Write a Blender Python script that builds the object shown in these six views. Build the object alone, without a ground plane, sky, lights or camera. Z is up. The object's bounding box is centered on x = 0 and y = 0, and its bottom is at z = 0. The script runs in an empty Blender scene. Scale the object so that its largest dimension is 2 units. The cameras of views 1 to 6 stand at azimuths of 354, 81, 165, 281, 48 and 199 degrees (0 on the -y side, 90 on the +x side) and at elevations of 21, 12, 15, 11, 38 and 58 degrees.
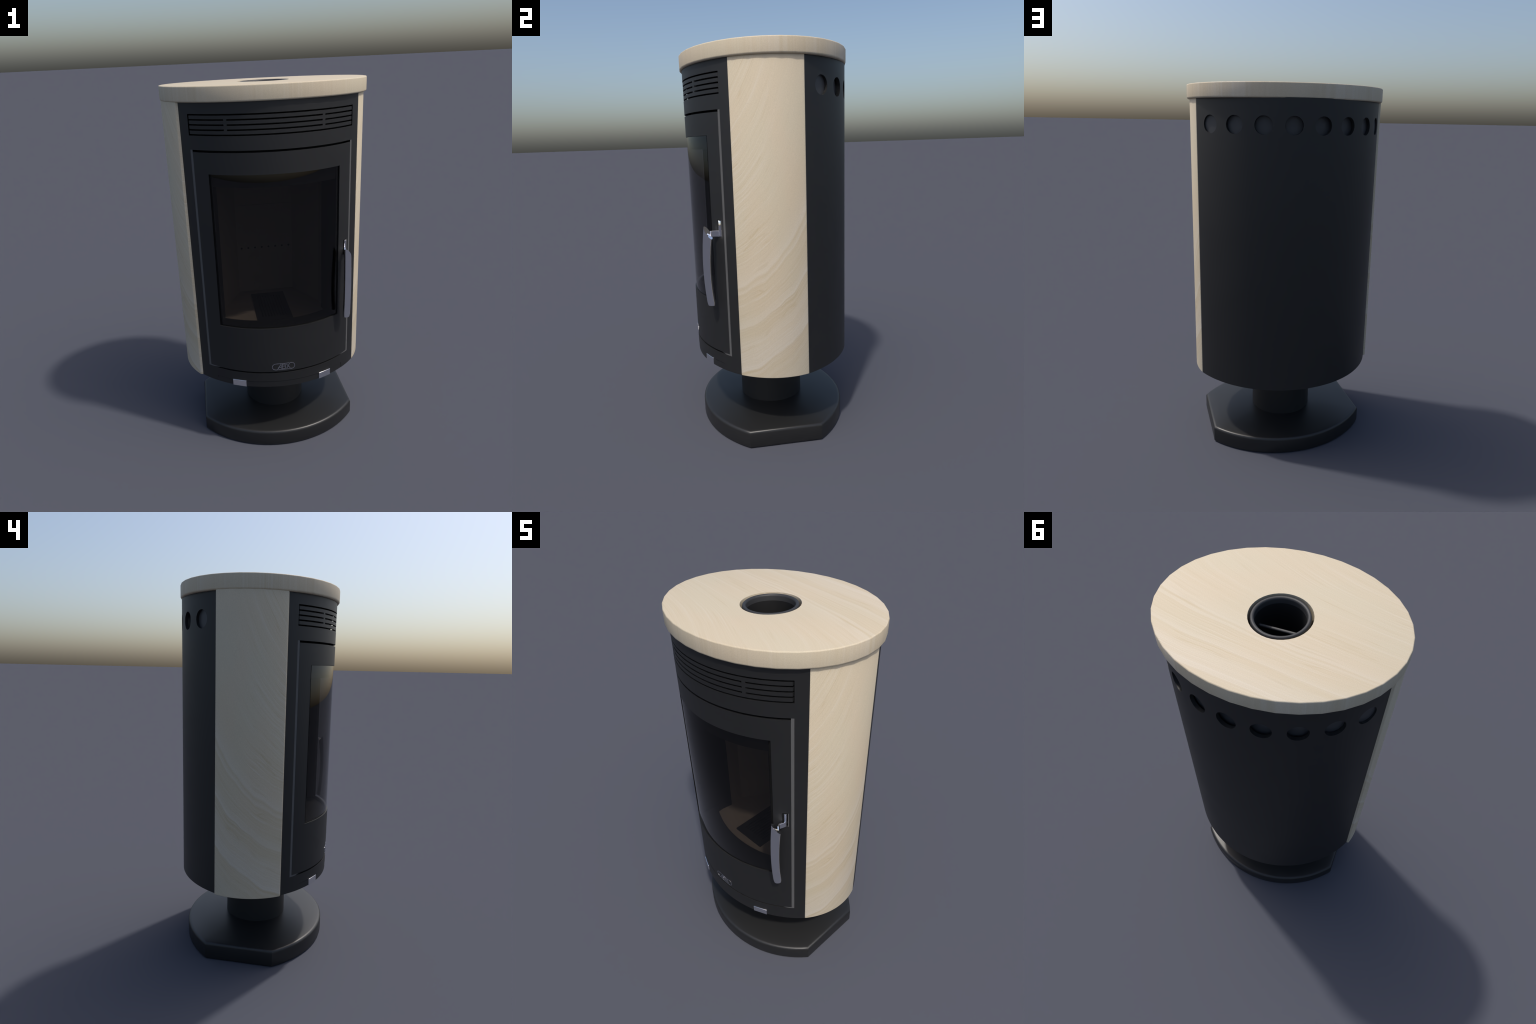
import bpy, bmesh, math
from math import sin, cos, pi, sqrt, atan2, radians
from mathutils import Vector

# ------------------------------------------------------------------ sizes (metres)
FR, FCY = 0.588, 0.169                    # front sheet: circular arc, radius and centre y (apex y = -0.419)
BR, BCY = 0.554, -0.1235                  # rear sheet: circular arc (apex y = 0.4305)
SA, SB, SCX, SCY = 0.5255, 0.4220, -0.0044, 0.0017   # outer face of the sandstone side slabs
LID_A, LID_B, LID_Z0, LID_Z1 = 0.5362, 0.4312, 1.928, 2.0
BODY_Z0, BODY_Z1 = 0.4130, 1.9320
WALL = 0.012

def front_y(x, off=0.0):
    """y of the front sheet at x, set back by off"""
    return FCY - sqrt((FR - off) ** 2 - x * x)

def back_y(x, off=0.0):
    return BCY + sqrt((BR - off) ** 2 - x * x)

def arc_n(x, y, cy=FCY):
    return Vector((x, y - cy, 0)).normalized()

def body_outline(inset, n=40):
    """plan of the oval body: front arc, rear arc, straight across behind the stone slabs"""
    fx, bx = 0.436 - inset, 0.500 - inset
    f = [(-fx + 2 * fx * i / n, front_y(-fx + 2 * fx * i / n, inset)) for i in range(n + 1)]
    b = [(bx - 2 * bx * i / n, back_y(bx - 2 * bx * i / n, inset)) for i in range(n + 1)]
    return f + b

# ------------------------------------------------------------------ node helpers
class NT:
    def __init__(self, name):
        self.mat = bpy.data.materials.new(name)
        self.mat.use_nodes = True
        self.t = self.mat.node_tree
        self.t.nodes.clear()
        self.out = self.t.nodes.new('ShaderNodeOutputMaterial')
    def n(self, typ, **kw):
        nd = self.t.nodes.new(typ)
        for k, v in kw.items():
            setattr(nd, k, v)
        return nd
    def l(self, a, b):
        self.t.links.new(a, b)
    def put(self, sock, v):
        if hasattr(v, 'is_output'):
            self.l(v, sock)
        else:
            sock.default_value = v
    def m(self, op, a, b=0.0, c=0.0, clamp=False):
        nd = self.n('ShaderNodeMath', operation=op, use_clamp=clamp)
        for i, v in enumerate((a, b, c)):
            self.put(nd.inputs[i], v)
        return nd.outputs[0]
    def xyz(self, x, y, z):
        nd = self.n('ShaderNodeCombineXYZ')
        for i, v in enumerate((x, y, z)):
            self.put(nd.inputs[i], v)
        return nd.outputs[0]
    def noise(self, vec, scale, detail=2.0, rough=0.5):
        nd = self.n('ShaderNodeTexNoise')
        self.put(nd.inputs['Vector'], vec)
        nd.inputs['Scale'].default_value = scale
        nd.inputs['Detail'].default_value = detail
        nd.inputs['Roughness'].default_value = rough
        return nd.outputs['Fac']
    def ramp(self, fac, stops, interp='LINEAR'):
        nd = self.n('ShaderNodeValToRGB')
        cr = nd.color_ramp
        cr.interpolation = interp
        while len(cr.elements) < len(stops):
            cr.elements.new(0.5)
        for e, (p, c) in zip(cr.elements, stops):
            e.position = p
            e.color = (c, c, c, 1) if not isinstance(c, tuple) else (*c, 1)
        self.put(nd.inputs[0], fac)
        return nd.outputs[0]
    def mix(self, fac, a, b):
        nd = self.n('ShaderNodeMix', data_type='RGBA')
        self.put(nd.inputs[0], fac)
        for s, v in ((nd.inputs[6], a), (nd.inputs[7], b)):
            self.put(s, (*v, 1) if isinstance(v, tuple) else v)
        return nd.outputs[2]
    def principled(self, **kw):
        p = self.n('ShaderNodeBsdfPrincipled')
        for k, v in kw.items():
            self.put(p.inputs[k], (*v, 1) if isinstance(v, tuple) and len(v) == 3 else v)
        self.l(p.outputs[0], self.out.inputs[0])
        return p
    def bump(self, h, strength, dist):
        nd = self.n('ShaderNodeBump')
        nd.inputs['Strength'].default_value = strength
        nd.inputs['Distance'].default_value = dist
        self.l(h, nd.inputs['Height'])
        return nd.outputs[0]

def metal_paint(name, col, rough, spec=0.5, vary=0.06):
    k = NT(name)
    co = k.n('ShaderNodeTexCoord').outputs['Object']
    n1 = k.noise(co, 6.0, 3)
    n2 = k.noise(co, 420.0, 2)
    lo = tuple(c * (1 - vary) for c in col)
    hi = tuple(c * (1 + vary) for c in col)
    c = k.mix(n1, lo, hi)
    r = k.m('MULTIPLY_ADD', n1, 0.06, rough - 0.03)
    k.principled(**{'Base Color': c, 'Roughness': r, 'Specular IOR Level': spec,
                    'Normal': k.bump(n2, 0.04, 0.0004)})
    return k.mat

def plain(name, col, rough, metallic=0.0, spec=0.5):
    k = NT(name)
    k.principled(**{'Base Color': col, 'Roughness': rough, 'Metallic': metallic, 'Specular IOR Level': spec})
    return k.mat

def sandstone(name, lid):
    """Bedded sandstone: the bedding field F is constant along a bed; on the slabs the beds
    climb from the front edge to the back edge and fan out towards the top.  The lid is cut
    from the same stone, its beds run nearly along x."""
    k = NT(name)
    co = k.n('ShaderNodeTexCoord').outputs['Object']
    sp = k.n('ShaderNodeSeparateXYZ')
    k.l(co, sp.inputs[0])
    X, Y, Z = sp.outputs
    if lid:
        t = k.m('MULTIPLY_ADD', X, 0.934, 0.5)
        z = k.m('MULTIPLY_ADD', Y, -1.763, 1.24)
    else:
        t = k.m('MULTIPLY_ADD', Y, 2.985, 0.6567)
        z = Z
    # slow wander of the beds
    w = k.noise(k.xyz(k.m('MULTIPLY', t, 0.9), z, 0.3), 3.2, 1, 0.5)
    w2 = k.noise(k.xyz(k.m('MULTIPLY', t, 2.0), z, 4.7), 7.0, 2, 0.5)
    h = k.m('SUBTRACT', z, 0.4)
    s = k.m('MULTIPLY_ADD', k.m('MULTIPLY', h, h), 0.21, 0.15)
    g = k.m('ADD', k.m('MULTIPLY', s, t), k.m('MULTIPLY', k.m('MULTIPLY', t, t), 0.085))
    F = k.m('SUBTRACT', z, g)
    F = k.m('ADD', F, k.m('MULTIPLY_ADD', w, 0.050, -0.025))
    F = k.m('ADD', F, k.m('MULTIPLY_ADD', w2, 0.008, -0.004))
    # main beds: pale sheets with a thin tan line along their lower edge
    f = k.m('MULTIPLY_ADD', F, 1.0 / 1.6, -0.25 / 1.6)     # F 0.25..1.85 -> 0..1
    P = lambda v: (v - 0.25) / 1.6
    pale = k.ramp(f, [(P(.28), .35), (P(.36), .10), (P(.425), .0), (P(.437), .9), (P(.475), .62), (P(.54), .30),
                      (P(.565), .52), (P(.60), .04), (P(.645), .0), (P(.655), .62), (P(.69), .18), (P(.735), .0),
                      (P(.825), .0), (P(.832), .55), (P(.855), .06), (P(.866), .6), (P(.90), .28), (P(1.0), .0),
                      (P(1.2), .12), (P(1.5), .08)])
    tan = k.ramp(f, [(P(.30), .15), (P(.41), .12), (P(.428), .75), (P(.436), .0), (P(.50), .16), (P(.56), .08),
                     (P(.60), .30), (P(.632), .14), (P(.638), .62), (P(.645), .2), (P(.650), .72), (P(.658), .0),
                     (P(.74), .2), (P(.806), .1), (P(.812), .42), (P(.82), .6), (P(.83), .0), (P(.858), .62),
                     (P(.868), .0), (P(.95), .18), (P(1.02), .12), (P(1.3), .12)])
    # fine lamination, long along the bed
    lam_a = k.noise(k.xyz(k.m('MULTIPLY', F, 60.0), k.m('MULTIPLY', t, 0.9), 1.7), 1.0, 1, 0.5)
    lam_b = k.noise(k.xyz(k.m('MULTIPLY', F, 120.0 if lid else 175.0), k.m('MULTIPLY', t, 1.5), 5.3), 1.0, 1, 0.5)
    lam = k.m('MULTIPLY_ADD', lam_a, 0.34, k.m('MULTIPLY', lam_b, 0.66))
    lam2 = k.noise(k.xyz(k.m('MULTIPLY', F, 30.0), k.m('MULTIPLY', t, 2.0), 9.1), 1.0, 0.5, 0.5)
    where = k.noise(k.xyz(k.m('MULTIPLY', t, 1.0), z, 8.8), 4.5, 2)
    front = k.ramp(t, [(0.0, 1.0), (0.45, 0.75), (0.75, 0.22), (1.0, 0.3)])
    low = k.ramp(k.m('MULTIPLY', z, 0.5), [(0.45, 1.0), (0.62, 0.85 if lid else 0.0)])
    amp = k.m('MULTIPLY', k.ramp(where, [(0.34, 0.35), (0.58, 1.0)]), k.m('MAXIMUM', front, low))
    streak_d = k.m('MULTIPLY', k.ramp(lam, [(0.53, 0.0), (0.68, 1.0)]), amp)
    streak_l = k.m('MULTIPLY', k.ramp(lam, [(0.32, 1.0), (0.47, 0.0)]), amp)
    vein = k.m('MULTIPLY', k.ramp(lam2, [(0.63, 0.0), (0.67, 1.0), (0.70, 0.1)]), amp)
    # warm / cool drift and grain
    drift = k.noise(k.xyz(t, z, 2.2), 2.4, 2)
    grain = k.noise(co, 330.0, 2, 0.7)
    speck = k.noise(co, 140.0, 1, 0.5)
    base = k.mix(k.ramp(drift, [(0.35, 0.0), (0.65, 1.0)]), STONE_WARM, STONE_COOL)
    c = k.mix(k.m('MULTIPLY', streak_l, 0.36 if lid else 0.50), base, STONE_PALE)
    c = k.mix(k.m('MULTIPLY', streak_d, 0.22 if lid else 0.34), c, STONE_TAN)
    c = k.mix(k.m('MULTIPLY', vein, 0.30 if lid else 0.42), c, STONE_TAN)
    c = k.mix(k.m('MULTIPLY', pale, 0.42 if lid else 0.60), c, STONE_PALE)
    c = k.mix(k.m('MULTIPLY', tan, 0.26 if lid else 0.44), c, STONE_TAN)
    gr = k.ramp(grain, [(0.25, 0.86 if lid else 0.90), (0.75, 1.04 if lid else 1.08)])
    mul = k.n('ShaderNodeMix', data_type='RGBA', blend_type='MULTIPLY')
    mul.inputs[0].default_value = 1.0
    k.l(c, mul.inputs[6]); k.l(gr, mul.inputs[7])
    c = k.mix(k.m('MULTIPLY', k.ramp(speck, [(0.70, 0.0), (0.78, 1.0)]), 0.16), mul.outputs[2], STONE_TAN)
    hgt = k.m('ADD', k.m('MULTIPLY', grain, 0.5), k.m('SUBTRACT', streak_l, streak_d))
    k.principled(**{'Base Color': c, 'Roughness': 0.62, 'Specular IOR Level': 0.35,
                    'Normal': k.bump(hgt, 0.10, 0.001)})
    return k.mat

STONE_WARM = (0.592, 0.498, 0.362)
STONE_COOL = (0.576, 0.502, 0.368)
STONE_PALE = (0.660, 0.605, 0.520)
STONE_TAN = (0.465, 0.365, 0.215)

M_black = metal_paint('black_stove_paint', (0.0118, 0.0120, 0.0124), 0.50)
M_base = metal_paint('satin_black_base', (0.0150, 0.0150, 0.0150), 0.40)
M_grey = metal_paint('grey_seal', (0.090, 0.090, 0.090), 0.6)
M_liner = metal_paint('dark_grey_liner', (0.045, 0.046, 0.050), 0.5)  # base lightened to match the sunlit floors of the rear pockets
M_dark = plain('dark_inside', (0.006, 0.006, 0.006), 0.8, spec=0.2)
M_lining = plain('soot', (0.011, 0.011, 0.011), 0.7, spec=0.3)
M_soot = plain('firebox_steel', (0.010, 0.010, 0.012), 0.6, spec=0.3)
M_cast = metal_paint('cast_iron', (0.012, 0.012, 0.013), 0.6, 0.3)
M_flue = metal_paint('black_flue_steel', (0.028, 0.028, 0.029), 0.55)  # base raised to widen the bright highlight band on the rim
M_chrome = plain('polished_chrome', (0.93, 0.93, 0.95), 0.04, metallic=1.0)
M_logo = plain('brushed_logo_steel', (0.62, 0.62, 0.66), 0.22, metallic=1.0)
M_stone = sandstone('sandstone_slab', False)
M_stone_lid = sandstone('sandstone_lid', True)

def vermiculite():
    k = NT('vermiculite_board')
    co = k.n('ShaderNodeTexCoord').outputs['Object']
    n1 = k.noise(co, 160.0, 3, 0.7)
    n2 = k.noise(co, 9.0, 2)
    c = k.mix(n1, (0.24, 0.19, 0.145), (0.40, 0.32, 0.25))
    c = k.mix(k.m('MULTIPLY', n2, 0.3), c, (0.2, 0.17, 0.14))
    k.principled(**{'Base Color': c, 'Roughness': 0.9, 'Specular IOR Level': 0.1})
    return k.mat
M_verm = vermiculite()

def glass_front():
    """smoked ceramic glass: tinted see-through sheet with a Fresnel gloss"""
    k = NT('smoked_ceramic_glass')
    tr = k.n('ShaderNodeBsdfTransparent'); tr.inputs[0].default_value = (0.34, 0.335, 0.33, 1)
    gl = k.n('ShaderNodeBsdfGlossy'); gl.inputs['Roughness'].default_value = 0.02
    gl.inputs[0].default_value = (0.9, 0.9, 0.9, 1)
    lw = k.n('ShaderNodeLayerWeight'); lw.inputs[0].default_value = 0.5
    fr = k.m('MULTIPLY_ADD', k.m('POWER', lw.outputs['Facing'], 5.0), 0.95, 0.045)
    mx = k.n('ShaderNodeMixShader')
    k.l(fr, mx.inputs[0]); k.l(tr.outputs[0], mx.inputs[1]); k.l(gl.outputs[0], mx.inputs[2])
    k.l(mx.outputs[0], k.out.inputs[0])
    return k.mat
def glass_back():
    k = NT('clear_glass_back')
    tr = k.n('ShaderNodeBsdfTransparent'); tr.inputs[0].default_value = (0.97, 0.97, 0.97, 1)
    k.l(tr.outputs[0], k.out.inputs[0])
    return k.mat
M_glass, M_glass_b = glass_front(), glass_back()

# ------------------------------------------------------------------ object helpers
def new_obj(name, mesh, parent, mats):
    o = bpy.data.objects.new(name, mesh)
    bpy.context.scene.collection.objects.link(o)
    for m in (mats if isinstance(mats, (list, tuple)) else [mats]):
        mesh.materials.append(m)
    if parent:
        o.parent = parent
    return o

def mesh_from(name, verts, faces):
    me = bpy.data.meshes.new(name)
    me.from_pydata([tuple(v) for v in verts], [], faces)
    me.validate()
    bm = bmesh.new(); bm.from_mesh(me)
    bmesh.ops.remove_doubles(bm, verts=bm.verts, dist=1e-6)
    bmesh.ops.recalc_face_normals(bm, faces=bm.faces)
    bm.to_mesh(me); bm.free()
    return me

def curved_normals(me, cy):
    """flat faces everywhere except on the bent walls, which get the true arc normals"""
    for p in me.polygons:
        p.use_smooth = True
    out = []
    for p in me.polygons:
        for vi in p.vertices:
            v = me.vertices[vi].co
            n = arc_n(v.x, v.y, cy)
            d = n.dot(p.normal)
            out.append(n if d > 0.93 else (-n if d < -0.93 else p.normal.copy()))
    me.normals_split_custom_set(out)

def smooth_angle(o, deg=35):
    me = o.data
    for p in me.polygons:
        p.use_smooth = True
    me.set_sharp_from_angle(angle=radians(deg))

def apply_mods(o):
    dg = bpy.context.evaluated_depsgraph_get()
    me = bpy.data.meshes.new_from_object(o.evaluated_get(dg))
    old = o.data
    o.modifiers.clear()
    o.data = me
    bpy.data.meshes.remove(old)

def bevel(o, w, seg=3, deg=40):
    m = o.modifiers.new('edge', 'BEVEL')
    m.width = w; m.segments = seg; m.limit_method = 'ANGLE'; m.angle_limit = radians(deg)
    apply_mods(o)

def cuts(marks, step):
    """sorted grid lines through all marks, no further apart than step"""
    marks = sorted(set(marks))
    out = [marks[0]]
    for m in marks[1:]:
        n = max(1, math.ceil((m - out[-1]) / step - 1e-9))
        a = out[-1]
        out += [a + (m - a) * i / n for i in range(1, n + 1)]
    return out

def front_plate(name, xmarks, zmarks, keep, parent, mats, off=0.0, wall=WALL, xstep=0.02, depth=None):
    """plate bent to the front arc with rectangular openings; keep(x, z) tells which
    cells are metal.  Openings are cut straight back (constant x) as in a laser-cut sheet."""
    xs, zs = cuts(xmarks, xstep), sorted(set(zmarks))
    vid, verts, faces = {}, [], []
    def V(i, j, layer):
        key = (i, j, layer)
        if key not in vid:
            x = xs[i]
            y = front_y(x, off)
            if layer:
                y += depth(x) if depth else wall / max(0.45, -arc_n(x, y).y)
            vid[key] = len(verts)
            verts.append((x, y, zs[j]))
        return vid[key]
    nx, nz = len(xs) - 1, len(zs) - 1
    K = [[keep((xs[i] + xs[i + 1]) / 2, (zs[j] + zs[j + 1]) / 2) for j in range(nz)] for i in range(nx)]
    def has(i, j):
        return 0 <= i < nx and 0 <= j < nz and K[i][j]
    for i in range(nx):
        for j in range(nz):
            if not K[i][j]:
                continue
            faces.append([V(i, j, 0), V(i + 1, j, 0), V(i + 1, j + 1, 0), V(i, j + 1, 0)])
            faces.append([V(i, j + 1, 1), V(i + 1, j + 1, 1), V(i + 1, j, 1), V(i, j, 1)])
            for di, dj, p, q in ((-1, 0, (i, j), (i, j + 1)), (1, 0, (i + 1, j + 1), (i + 1, j)),
                                 (0, -1, (i + 1, j), (i, j)), (0, 1, (i, j + 1), (i + 1, j + 1))):
                if not has(i + di, j + dj):
                    faces.append([V(*p, 0), V(*q, 0), V(*q, 1), V(*p, 1)])
    me = mesh_from(name, verts, faces)
    o = new_obj(name, me, parent, mats)
    curved_normals(me, FCY)
    return o

def box(name, lo, hi, parent, mat, bev=0.0):
    vs = [(x, y, z) for x in (lo[0], hi[0]) for y in (lo[1], hi[1]) for z in (lo[2], hi[2])]
    fs = [(0, 1, 3, 2), (4, 6, 7, 5), (0, 4, 5, 1), (2, 3, 7, 6), (0, 2, 6, 4), (1, 5, 7, 3)]
    o = new_obj(name, mesh_from(name, vs, fs), parent, mat)
    if bev:
        bevel(o, bev, 2)
        smooth_angle(o, 50)
    return o

def prism(name, outline, z0, z1, parent, mat):
    n = len(outline)
    vs = [(x, y, z0) for x, y in outline] + [(x, y, z1) for x, y in outline]
    fs = [list(range(n))[::-1], list(range(n, 2 * n))] + [[i, (i + 1) % n, n + (i + 1) % n, n + i] for i in range(n)]
    return new_obj(name, mesh_from(name, vs, fs), parent, mat)

def lathe(name, profile, seg, parent, mat, cx=0.0, cy=0.0, closed=True, sx=1.0, sy=1.0, deg=35):
    """revolve (r, z) profile; closed joins last to first, open ends at r=0 collapse"""
    vs, fs, n = [], [], len(profile)
    for i in range(seg):
        a = 2 * pi * i / seg
        vs += [(cx + r * cos(a) * sx, cy + r * sin(a) * sy, z) for r, z in profile]
    for i in range(seg):
        for j in range(n if closed else n - 1):
            a, b = i * n + j, i * n + (j + 1) % n
            c, d = ((i + 1) % seg) * n + (j + 1) % n, ((i + 1) % seg) * n + j
            fs.append([a, d, c, b])
    me = bpy.data.meshes.new(name)
    me.from_pydata(vs, [], fs)
    bm = bmesh.new(); bm.from_mesh(me)
    bmesh.ops.remove_doubles(bm, verts=bm.verts, dist=1e-6)
    bmesh.ops.dissolve_degenerate(bm, edges=bm.edges, dist=1e-6)
    bmesh.ops.recalc_face_normals(bm, faces=bm.faces)
    bm.to_mesh(me); bm.free()
    o = new_obj(name, me, parent, mat)
    smooth_angle(o, deg)
    return o

def tube_path(pts, r, seg=10, ry=None):
    """curve swept tube as mesh"""
    cu = bpy.data.curves.new('path', 'CURVE')
    cu.dimensions = '3D'
    s = cu.splines.new('POLY')
    s.points.add(len(pts) - 1)
    for p, q in zip(s.points, pts):
        p.co = (*q, 1)
    cu.bevel_depth = r; cu.bevel_resolution = max(1, seg // 4); cu.use_fill_caps = True
    o = bpy.data.objects.new('path', cu)
    bpy.context.scene.collection.objects.link(o)
    dg = bpy.context.evaluated_depsgraph_get()
    me = bpy.data.meshes.new_from_object(o.evaluated_get(dg))
    bpy.data.objects.remove(o); bpy.data.curves.remove(cu)
    return me

# ------------------------------------------------------------------ the stove
stove = bpy.data.objects.new('wood_stove', None)
bpy.context.scene.collection.objects.link(stove)
stove['label'] = 'oval black wood stove with beige sandstone sides and lid on a pedestal'
stove['category'] = 'wood stove'

# --- foot plate: two shallow arcs front and back, straight flanks, gently domed top
def arc3(p, q, r, n=28):
    """points on the circle through p, q, r from p to r"""
    (ax, ay), (bx, by), (cx, cy) = p, q, r
    d = 2 * (ax * (by - cy) + bx * (cy - ay) + cx * (ay - by))
    ux = ((ax * ax + ay * ay) * (by - cy) + (bx * bx + by * by) * (cy - ay) + (cx * cx + cy * cy) * (ay - by)) / d
    uy = ((ax * ax + ay * ay) * (cx - bx) + (bx * bx + by * by) * (ax - cx) + (cx * cx + cy * cy) * (bx - ax)) / d
    R = math.hypot(ax - ux, ay - uy)
    a0, am, a1 = (atan2(y - uy, x - ux) for x, y in (p, q, r))
    am = a0 + ((am - a0 + pi) % (2 * pi) - pi); a1 = am + ((a1 - am + pi) % (2 * pi) - pi)
    return [(ux + R * cos(a0 + (a1 - a0) * i / n), uy + R * sin(a0 + (a1 - a0) * i / n)) for i in range(n + 1)]
FOOT = arc3((-0.4510, -0.1890), (0.0, -0.4080), (0.4500, -0.1930)) + arc3((0.4490, 0.1910), (0.0, 0.4000), (-0.4510, 0.1830))
def foot():
    prof = [(1.006, 0.0), (1.014, 0.0035), (1.018, 0.0095), (1.018, 0.0780), (1.0160, 0.0850), (1.0095, 0.0905), (1.000, 0.0935), (0.986, 0.0947),
            (0.90, 0.0970), (0.75, 0.1010), (0.55, 0.1050), (0.40, 0.1070)]
    vs, fs, n = [], [], len(FOOT)
    for k, z in prof:
        f = (k / 1.018) if k < 0.95 else 1.0
        for x, y in FOOT:
            r = math.hypot(x, y)
            d = 0.0 if k < 0.95 else (1.018 - k) * 0.55       # metres of rounding, inwards
            vs.append((x * f - x / r * d, y * f - y / r * d, z))
    for i in range(len(prof) - 1):
        for j in range(n):
            fs.append([i * n + j, i * n + (j + 1) % n, (i + 1) * n + (j + 1) % n, (i + 1) * n + j])
    fs.append(list(range(n))[::-1]); fs.append([(len(prof) - 1) * n + j for j in range(n)])
    o = new_obj('foot_plate', mesh_from('foot_plate', vs, fs), stove, M_base)
    smooth_angle(o, 32)
foot()

# --- pedestal column
lathe('pedestal_column', [(0.176, 0.085), (0.176, 0.425), (0.0, 0.425), (0.0, 0.085)], 48, stove, M_black, cy=-0.004)

# --- underside of the body
prism('bottom_plate', body_outline(0.010), 0.419, 0.431, stove, M_black)

# --- rear casing: bent sheet with eight round convection pockets
HOLE_X = (0.4445, 0.3425, 0.2145, 0.0735)
HOLE_Z, HOLE_R, SHEET, POCKET = 1.804, 0.0448, 0.0175, 0.032
def casing():
    n, a0, a1 = 96, radians(90 - 65), radians(90 + 65)
    zs = (BODY_Z0, 1.70, 1.90, BODY_Z1)
    vs, fs = [], []
    for i in range(n + 1):
        t = a0 + (a1 - a0) * i / n
        for off in (0.0, SHEET):
            for z in zs:
                vs.append(((BR - off) * cos(t), BCY + (BR - off) * sin(t), z))
    m = len(zs); row = 2 * m
    for i in range(n):
        p, q = i * row, (i + 1) * row
        for j in range(m - 1):
            fs.append([p + j, q + j, q + j + 1, p + j + 1])
            fs.append([p + m + j + 1, q + m + j + 1, q + m + j, p + m + j])
        fs.append([p + m, q + m, q, p])
        fs.append([p + m - 1, q + m - 1, q + 2 * m - 1, p + 2 * m - 1])
    for p, flip in ((0, False), (n * row, True)):
        for j in range(m - 1):
            f = [p + j, p + j + 1, p + m + j + 1, p + m + j]
            fs.append(f[::-1] if flip else f)
    o = new_obj('rear_casing', mesh_from('rear_casing', vs, fs), stove, M_black)
    cv, cf = [], []
    for hx in HOLE_X:
        for x in (hx, -hx):
            y = back_y(x)
            nn = arc_n(x, y, BCY)
            tt = Vector((-nn.y, nn.x, 0))
            c = Vector((x, y, HOLE_Z))
            k = len(cv); N = 40
            for d in (0.03, -0.045):
                for i in range(N):
                    a = 2 * pi * i / N
                    cv.append(c + nn * d + tt * (HOLE_R * cos(a)) + Vector((0, 0, HOLE_R * sin(a))))
            for i in range(N):
                j = (i + 1) % N
                cf.append([k + i, k + j, k + N + j, k + N + i])
            cf.append([k + i for i in range(N)]); cf.append([k + N + i for i in range(N)][::-1])
    cut = new_obj('hole_cutter', mesh_from('hole_cutter', cv, cf), None, M_black)
    md = o.modifiers.new('holes', 'BOOLEAN')
    md.operation = 'DIFFERENCE'; md.solver = 'EXACT'; md.object = cut
    apply_mods(o)
    bpy.data.objects.remove(cut)
    bm = bmesh.new(); bm.from_mesh(o.data)
    bmesh.ops.triangulate(bm, faces=[f for f in bm.faces if len(f.verts) > 4])
    bm.to_mesh(o.data); bm.free()
    curved_normals(o.data, BCY)
    return o
rear = casing()

# liner behind the sheet closes the pockets
def liner():
    LR, LCY = 0.575, 0.4305 - POCKET - 0.575      # flatter than the sheet: nearly touches it at the flanks
    n, a0, a1 = 72, radians(90 - 57.5), radians(90 + 57.5)
    vs, fs = [], []
    for i in range(n + 1):
        t = a0 + (a1 - a0) * i / n
        for off in (0.0, 0.010):
            for z in (0.44, 1.905):
                vs.append(((LR - off) * cos(t), LCY + (LR - off) * sin(t), z))
    for i in range(n):
        p, q = 4 * i, 4 * i + 4
        fs += [[p, q, q + 1, p + 1], [p + 3, q + 3, q + 2, p + 2], [p + 2, q + 2, q, p], [p + 1, q + 1, q + 3, p + 3]]
    fs += [[0, 1, 3, 2], [4 * n + 2, 4 * n + 3, 4 * n + 1, 4 * n]]
    o = new_obj('inner_liner', mesh_from('inner_liner', vs, fs), stove, M_liner)
    curved_normals(o.data, LCY)
liner()

# --- sandstone side slabs
SLAB_Y0, SLAB_Y1, SLAB_T = -0.2205, 0.1150, 0.030
def slab(sign):
    n = 40
    t0 = math.asin((SLAB_Y0 - SCY) / SB); t1 = math.asin((SLAB_Y1 - SCY) / SB)
    cx = SCX if sign > 0 else SCX - 0.0022
    outer = [(cx + sign * SA * cos(t0 + (t1 - t0) * i / n), SCY + SB * sin(t0 + (t1 - t0) * i / n)) for i in range(n + 1)]
    inner = [(x - sign * SLAB_T, y) for x, y in outer][::-1]
    o = prism('sandstone_panel', outer + inner, 0.4125, 1.9300, stove, M_stone)
    bevel(o, 0.0035, 3, 50)
    smooth_angle(o, 30)
    return o
slab(1); slab(-1)

# --- front panel with openings for vent grille, door and ash drawer flap
VX, VZ0, VZ1 = 0.400, 1.7770, 1.8765
DX, DZ0, DZ1 = 0.4000, 0.5000, 1.7100
FX, FZ1 = 0.3540, 0.4475
def panel_keep(x, z):
    ax = abs(x)
    if ax < VX and VZ0 < z < VZ1: return False
    if ax < DX and DZ0 < z < DZ1: return False
    if ax < FX and z < FZ1: return False
    return True
sym = lambda *v: [s * k for k in v for s in (1, -1)]
front_plate('front_panel', sym(0.4415, VX, DX, FX) + [0.0], [BODY_Z0, FZ1, DZ0, DZ1, VZ0, VZ1, BODY_Z1], panel_keep, stove, M_black)

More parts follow.
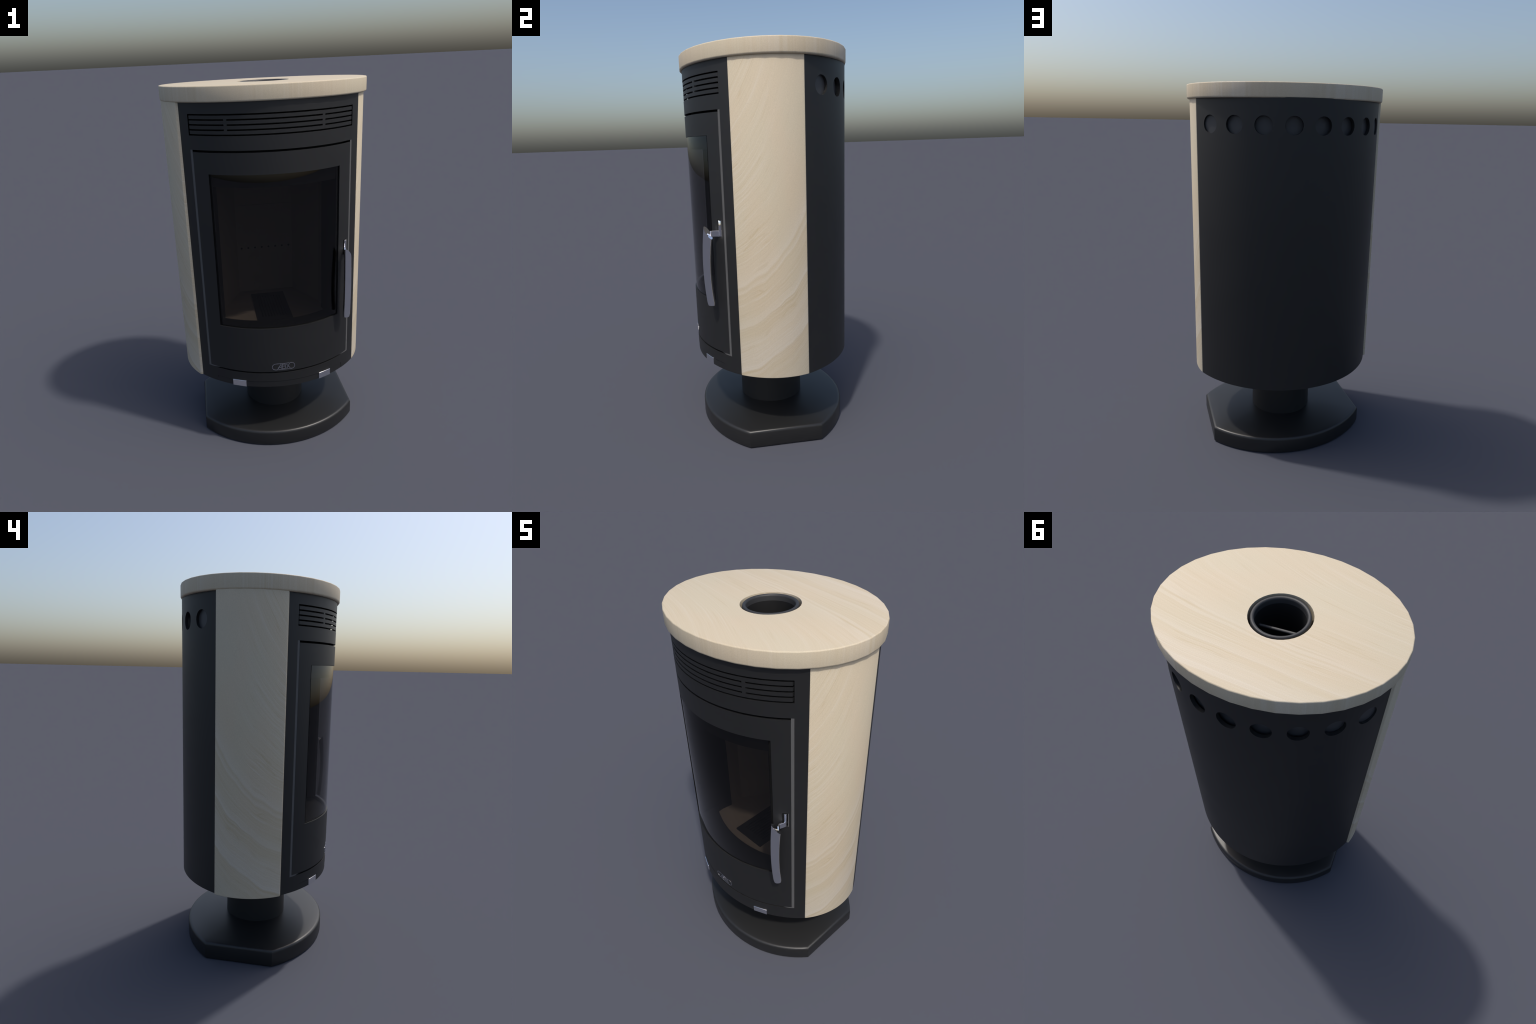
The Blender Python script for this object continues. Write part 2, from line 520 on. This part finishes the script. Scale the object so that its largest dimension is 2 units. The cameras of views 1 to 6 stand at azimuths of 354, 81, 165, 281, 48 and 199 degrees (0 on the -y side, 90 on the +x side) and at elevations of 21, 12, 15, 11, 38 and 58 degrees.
# ash drawer flap along the bottom edge, with two polished finger tabs
TX0, TX1, TZ = 0.2040, 0.2750, 0.4490
front_plate('ash_drawer_flap', sym(FX - 0.0012) + [0.0], [BODY_Z0 - 0.0005, FZ1 - 0.0016], lambda x, z: True, stove, M_black, off=0.0012)
def tab(s):
    p0 = Vector((s * TX0, front_y(TX0), 0)); p1 = Vector((s * TX1, front_y(TX1), 0))
    nn = arc_n(s * (TX0 + TX1) / 2, front_y((TX0 + TX1) / 2))
    out = [p0 + nn * 0.0035, p1 + nn * 0.0035, p1 - nn * 0.010, p0 - nn * 0.010]
    o = prism('polished_tab', [(p.x, p.y) for p in out], 0.4115, TZ, stove, M_chrome)
    bevel(o, 0.0012, 2)
    smooth_angle(o, 50)
tab(1); tab(-1)

# --- vent grille: four bars held by short bridges, set in its opening with a slit all round
SLIT = 0.0072
BARH = (VZ1 - VZ0 - 5 * SLIT) / 4
bar_z = [(VZ0 + SLIT + i * (BARH + SLIT), VZ0 + SLIT + i * (BARH + SLIT) + BARH) for i in range(4)]
BX0, BX1 = 0.2240, 0.2380
def grille_keep(x, z):
    if any(a < z < b for a, b in bar_z): return True
    return BX0 < abs(x) < BX1
front_plate('vent_grille', sym(VX - 0.0055, BX0, BX1) + [0.0], [v for ab in bar_z for v in ab], grille_keep, stove, M_black,
            off=0.0008, wall=0.010)

# baffle sheet closing the space behind the grille
front_plate('vent_baffle', sym(0.400) + [0.0], [1.735, 1.905], lambda x, z: True, stove, M_dark, off=0.040, wall=0.006)

# --- door
HX, GZ0, GZ1 = 0.3890, 0.5090, 1.6995
WX, WZ0, WZ1 = 0.3225, 0.7750, 1.5960
KX0, KX1, KZ0, KZ1 = 0.3560, 0.3810, 1.1130, 1.1970      # handle slot
def door_keep(x, z):
    if abs(x) < WX and WZ0 < z < WZ1: return False
    if KX0 < x < KX1 and KZ0 < z < KZ1: return False
    return True
door = front_plate('door', sym(HX, WX) + [KX0, KX1, 0.0], [GZ0, WZ0, KZ0, KZ1, WZ1, GZ1], door_keep, stove, M_black, wall=0.013)

# grey seal frame behind the gap round the door: close to the surface at the sides, deep at the middle
def seal_depth(x):
    return 0.006
def seal_keep(x, z):
    return abs(x) > (0.3893 if z > 1.686 else 0.377) or z < 0.522
def seal():
    xs = cuts(sym(0.4075, 0.3997, 0.3893, 0.377) + [0.0], 0.015)
    zs = [0.4915, 0.522, 1.686, 1.7185]
    def yy(x):
        u = max(0.0, min(1.0, (0.386 - abs(x)) / 0.15))
        return front_y(x) + 0.0012 + 0.045 * u * u * (3 - 2 * u)
    vs, fs = [], []
    idx = {}
    def V(i, j, l):
        if (i, j, l) not in idx:
            idx[(i, j, l)] = len(vs)
            vs.append((xs[i], yy(xs[i]) + l * 0.008, zs[j]))
        return idx[(i, j, l)]
    for i in range(len(xs) - 1):
        for j in range(len(zs) - 1):
            if seal_keep((xs[i] + xs[i + 1]) / 2, (zs[j] + zs[j + 1]) / 2):
                fs.append([V(i, j, 0), V(i + 1, j, 0), V(i + 1, j + 1, 0), V(i, j + 1, 0)])
                fs.append([V(i, j + 1, 1), V(i + 1, j + 1, 1), V(i + 1, j, 1), V(i, j, 1)])
    o = new_obj('door_seal', mesh_from('door_seal', vs, fs), stove, M_grey)
    smooth_angle(o, 30)
seal()

front_plate('door_gap_backing', sym(0.388) + [0.0], [1.690, 1.722], lambda x, z: True, stove, M_dark, off=0.036, wall=0.005)

# glass pane, bent like the door
G_OFF = 0.0045
glass = front_plate('glass_pane', sym(WX - 0.0105) + [0.0], [WZ0 + 0.008 + (WZ1 - WZ0 - 0.009) * i / 12 for i in range(13)], lambda x, z: True, door,
                    [M_glass, M_glass_b], off=G_OFF, wall=0.004)
for p in glass.data.polygons:
    c = p.center
    outer = p.normal.y < -0.3 and abs(p.normal.z) < 0.5
    p.material_index = 0 if outer else 1
# the pane is very slightly barrel-shaped, so it mirrors a little sky along its upper part
zc, zh = (WZ0 + WZ1) / 2, (WZ1 - WZ0) / 2
gn = []
for p in glass.data.polygons:
    for vi in p.vertices:
        v = glass.data.vertices[vi].co
        n = arc_n(v.x, v.y)
        gn.append((n + Vector((0, 0, 0.125 * (v.z - zc) / zh))).normalized() if p.material_index == 0 else p.normal.copy())
glass.data.normals_split_custom_set(gn)

# black strips in the slit beside the glass
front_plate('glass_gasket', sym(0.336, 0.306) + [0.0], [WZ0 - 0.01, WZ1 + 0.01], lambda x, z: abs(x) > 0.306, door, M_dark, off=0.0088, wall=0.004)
# band behind the upper edge of the glass
front_plate('glass_retainer', sym(0.305) + [0.0], [1.532, 1.640], lambda x, z: True, door, M_cast, off=0.0135, wall=0.010)

# handle: bowed flat grip standing off the door, carried by a cranked arm and an upright pin
def grip():
    """round bar, slightly bowed outwards, cut off at a slant on top"""
    n, m, r = 30, 28, 0.0190
    tn, nn = Vector((0.68, 0.73, 0)), Vector((0.73, -0.68, 0))
    d = Vector((-0.61, -0.79, 0))
    vs, fs = [], []
    for i in range(n + 1):
        u = i / n
        c = Vector((0.3655, -0.3455 - 0.0120 * (1 - ((u - 0.5) / 0.5) ** 2), 0))
        for j in range(m):
            a = 2 * pi * j / m
            e = tn * (1.15 * cos(a)) + nn * (1.0 * sin(a))
            rr = r - (0.002 if i == 0 else 0.0)
            zt = 1.1360 + 1.40 * r * e.dot(d)
            zb = 0.7705 + (0.0 if i == 0 else 0.002)
            vs.append(tuple(c + e * rr + Vector((0, 0, zb + (zt - zb) * u))))
    for i in range(n):
        for j in range(m):
            fs.append([i * m + j, i * m + (j + 1) % m, (i + 1) * m + (j + 1) % m, (i + 1) * m + j])
    fs.append(list(range(m))[::-1]); fs.append([n * m + j for j in range(m)])
    o = new_obj('handle', mesh_from('handle', vs, fs), stove, M_chrome)
    smooth_angle(o, 40)
    return o
handle = grip()
def arm():
    pts = [(0.3710, -0.2760), (0.3665, -0.2950), (0.3590, -0.3190), (0.3665, -0.3340)]
    th = 0.0035
    L, Rr = [], []
    for i, p in enumerate(pts):
        a = Vector(pts[max(0, i - 1)]); b = Vector(pts[min(len(pts) - 1, i + 1)])
        d = (b - a).normalized(); q = Vector((-d.y, d.x))
        L.append(tuple(Vector(p) + q * th)); Rr.append(tuple(Vector(p) - q * th))
    o = prism('handle_arm', L + Rr[::-1], 1.1150, 1.1440, handle, M_chrome)
    bevel(o, 0.0006, 1); smooth_angle(o, 30)
    o = box('handle_pin', (0.3625, -0.2930, 1.1180), (0.3735, -0.2810, 1.1930), handle, M_chrome, 0.0012)
arm()
box('handle_slot', (0.3520, front_y(0.383) + 0.002, 1.1090), (0.3850, front_y(0.352) + 0.06, 1.2010), door, M_dark)

# logo: open pill outline with three letters, thin raised strips on the door
def logo():
    def arc(cx, cz, r, a0, a1, n=12):
        return [(cx + r * cos(radians(a0 + (a1 - a0) * i / n)), cz + r * sin(radians(a0 + (a1 - a0) * i / n))) for i in range(n + 1)]
    R, H = 18.7, 43.0
    strokes = [
        [(30, R)] + [(-H, R)][:0] + arc(-H, 0, R, 90, 270) + [(-35, -R), (-15, 14.5), (-13.2, 14.5), (-13.2, -13.8)],
        [(-31, -4.2), (-13.2, -4.8)],
        [(-30, -R), (H, -R)] + arc(H, 0, R, -90, 90) + [(34.5, R), (16.5, -13.8)],
        [(15.5, 14), (36, -14)],
        [(-7, -14), (-7, 14), (6, 14), (9, 12), (10, 8.5), (9, 4.5), (6, 2.0), (-7, 2.0)],
        [(6, 2.0), (10, 0), (11.5, -5.5), (10, -11.5), (6.5, -14), (-7, -14)],
    ]
    vs, fs = [], []
    z0, half, h = 0.5395, 1.55, 0.0014
    for st in strokes:
        k = len(vs)
        n = len(st)
        for i, p in enumerate(st):
            P = Vector(p); a = Vector(st[max(0, i - 1)]); b = Vector(st[min(n - 1, i + 1)])
            d1 = (P - a) if i else (b - P); d2 = (b - P) if i < n - 1 else d1
            d = (d1.normalized() + d2.normalized())
            d = d.normalized() if d.length > 1e-4 else d1.normalized()
            q = Vector((-d.y, d.x))
            f = min(1.6, 1 / max(0.3, abs(q.dot(Vector((-d1.normalized().y, d1.normalized().x))))))
            for s in (1, -1):
                w = P + q * (s * half * f)
                x = w.x / 1000; y = front_y(x); nn = arc_n(x, y)
                for o_ in (-0.001, h):
                    vs.append((x + nn.x * o_, y + nn.y * o_, z0 + w.y / 1000))
        for i in range(n - 1):
            a, b = k + 4 * i, k + 4 * i + 4
            fs += [[a + 1, a + 3, b + 3, b + 1], [a, a + 1, b + 1, b], [a + 3, a + 2, b + 2, b + 3], [a + 2, a, b, b + 2]]
        e = k + 4 * (n - 1)
        fs += [[k, k + 2, k + 3, k + 1], [e + 1, e + 3, e + 2, e]]
    me = bpy.data.meshes.new('logo_lettering')
    me.from_pydata(vs, [], fs)
    bm = bmesh.new(); bm.from_mesh(me)
    bmesh.ops.recalc_face_normals(bm, faces=bm.faces)
    bm.to_mesh(me); bm.free()
    new_obj('logo_lettering', me, door, M_logo)
logo()

# --- firebox behind the glass
FLOOR = 0.716
firebox = prism('firebox', [(-0.292, -0.20), (-0.20, -0.305), (0.0, -0.352), (0.20, -0.305), (0.292, -0.20), (0.300, -0.02), (0.19, 0.215), (-0.19, 0.215), (-0.300, -0.02)],
      FLOOR - 0.02, FLOOR, stove, M_verm)
def wall(name, p0, p1, z0, z1, mat, th=0.012):
    a, b = Vector(p0), Vector(p1)
    d = (b - a).normalized(); q = Vector((-d.y, d.x)) * th
    return prism(name, [tuple(a), tuple(b), tuple(b + q), tuple(a + q)], z0, z1, firebox, mat)
for s in (1, -1):
    for nm, p0, p1, mt in (('firebox_cheek', (0.330, -0.312), (0.296, -0.105), M_soot),
                           ('firebox_side_board', (0.300, -0.105), (0.300, -0.020), M_verm),
                           ('firebox_corner_board', (0.300, -0.020), (0.182, 0.205), M_verm)):
        if s > 0:
            wall(nm, p1, p0, 0.70, 1.54, mt, -0.012)
        else:
            wall(nm, (-p1[0], p1[1]), (-p0[0], p0[1]), 0.70, 1.54, mt, 0.012)
back_board = prism('firebox_back_board', [(-0.195, 0.205), (0.195, 0.205), (0.195, 0.225), (-0.195, 0.225)], 0.70, 1.54, firebox, M_verm)
prism('firebox_back_inset', [(-0.178, 0.199), (0.178, 0.199), (0.178, 0.206), (-0.178, 0.206)], 0.72, 1.285, firebox, M_verm)
prism('firebox_ceiling', [(-0.31, -0.29), (-0.20, -0.345), (0.0, -0.375), (0.20, -0.345), (0.31, -0.29), (0.31, 0.0), (0.19, 0.22), (-0.19, 0.22), (-0.31, 0.0)], 1.545, 1.555, firebox, M_soot)
# threshold plate between door and fire floor
thr = prism('firebox_threshold', [(-0.33 + 0.66 * i / 24, front_y(-0.33 + 0.66 * i / 24, 0.0155)) for i in range(25)]
            + arc3((0.330, -0.180), (0.0, -0.285), (-0.330, -0.180), 24), 0.695, 0.758, firebox, M_cast)
bevel(thr, 0.004, 3, 50)
smooth_angle(thr, 30)
# air jets: a row of eight small black discs
for i in range(8):
    o = lathe('air_jet', [(0.0062, -0.004), (0.0062, 0.0008), (0.0, 0.0008), (0.0, -0.004)], 14, firebox, M_dark)
    o.rotation_euler = (radians(90), 0, 0)
    o.location = (-0.145 + 0.0421 * i, 0.1988, 1.012)
# cast iron grate with slots along its length
def grate():
    gx0, gx1, gy0, gy1 = -0.105, 0.096, -0.222, 0.140
    n = 9
    m0, m1 = 0.028, 0.045
    xs = [gx0, gx0 + m0]
    w = (gx1 - gx0 - 2 * m0) / (2 * n - 1)
    xs += [gx0 + m0 + w * i for i in range(1, 2 * n - 1)] + [gx1 - m0, gx1]
    ys = [gy0, gy0 + m1, gy1 - m1, gy1]
    z0, z1 = FLOOR - 0.004, FLOOR + 0.008
    vs, fs, idx = [], [], {}
    def keep(i, j):
        if not (0 <= i < len(xs) - 1 and 0 <= j < 3): return False
        return not (j == 1 and 1 <= i <= 2 * n - 1 and i % 2 == 1)
    def V(i, j, l):
        if (i, j, l) not in idx:
            idx[(i, j, l)] = len(vs); vs.append((xs[i], ys[j], z1 if l else z0))
        return idx[(i, j, l)]
    for i in range(len(xs) - 1):
        for j in range(3):
            if not keep(i, j): continue
            fs.append([V(i, j, 1), V(i + 1, j, 1), V(i + 1, j + 1, 1), V(i, j + 1, 1)])
            fs.append([V(i, j + 1, 0), V(i + 1, j + 1, 0), V(i + 1, j, 0), V(i, j, 0)])
            for di, dj, p, q in ((-1, 0, (i, j), (i, j + 1)), (1, 0, (i + 1, j + 1), (i + 1, j)),
                                 (0, -1, (i + 1, j), (i, j)), (0, 1, (i, j + 1), (i + 1, j + 1))):
                if not keep(i + di, j + dj):
                    fs.append([V(*p, 1), V(*q, 1), V(*q, 0), V(*p, 0)])
    new_obj('fire_grate', mesh_from('fire_grate', vs, fs), firebox, M_cast)
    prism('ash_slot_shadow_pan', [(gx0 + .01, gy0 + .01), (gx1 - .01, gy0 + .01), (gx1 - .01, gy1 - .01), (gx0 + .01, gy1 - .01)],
          FLOOR - 0.003, FLOOR + 0.001, firebox, M_dark).name = 'ash_pan'  # black plate under the bars draws the shadow between them
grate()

# --- lid: oval sandstone slab, 38-sided, with the flue hole
def lid():
    n, rh = 38, 0.1345
    e0, e1 = 0.0055, 0.0085          # edge roundings, top and bottom
    prof = []
    for k in range(5):               # lower rounding
        a = pi / 2 * k / 4
        prof.append((-e1 + e1 * sin(a), LID_Z0 + e1 - e1 * cos(a)))
    for k in range(5):               # upper rounding
        a = pi / 2 * k / 4
        prof.append((-e0 + e0 * cos(a), LID_Z1 - e0 + e0 * sin(a)))
    hole = [(0.0, LID_Z1), (0.0, LID_Z0)]
    vs, fs = [], []
    for i in range(n):
        t = 2 * pi * i / n
        for off, z in prof:
            vs.append(((LID_A + off) * cos(t), (LID_B + off) * sin(t), z))
        for _, z in hole:
            vs.append((rh * cos(t), rh * sin(t), z))
    r = len(prof) + 2
    for i in range(n):
        for j in range(r):
            a, b = i * r, ((i + 1) % n) * r
            fs.append([a + j, b + j, b + (j + 1) % r, a + (j + 1) % r])
    o = new_obj('stone_lid', mesh_from('stone_lid', vs, fs), stove, M_stone_lid)
    smooth_angle(o, 40)
lid()

# --- flue collar with rounded rim and a damper rod across it
flue = lathe('flue_collar', [(0.1250, 1.55), (0.1250, 1.9905), (0.1235, 1.9960), (0.1200, 1.9990), (0.1170, 1.9995), (0.1125, 1.9990),
                             (0.1090, 1.9960), (0.1075, 1.9905), (0.1075, 1.56), (0.0, 1.56), (0.0, 1.55)], 64, stove, M_flue, closed=True)
rod = new_obj('damper_rod', tube_path([(-0.1095, -0.0245, 1.90), (0.1095, -0.0245, 1.90)], 0.0064, 12), flue, M_grey)
smooth_angle(rod, 40)
for s in (1,):
    k = new_obj('damper_bush', tube_path([(s * 0.1095, -0.0245, 1.90), (s * 0.100, -0.0245, 1.90)], 0.0095, 12), flue, M_flue)
    smooth_angle(k, 40)
# near-black inner shell models the shade down the pipe
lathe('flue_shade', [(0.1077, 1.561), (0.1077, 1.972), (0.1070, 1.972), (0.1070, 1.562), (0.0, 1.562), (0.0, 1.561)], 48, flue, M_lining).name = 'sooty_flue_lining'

bpy.context.view_layer.update()
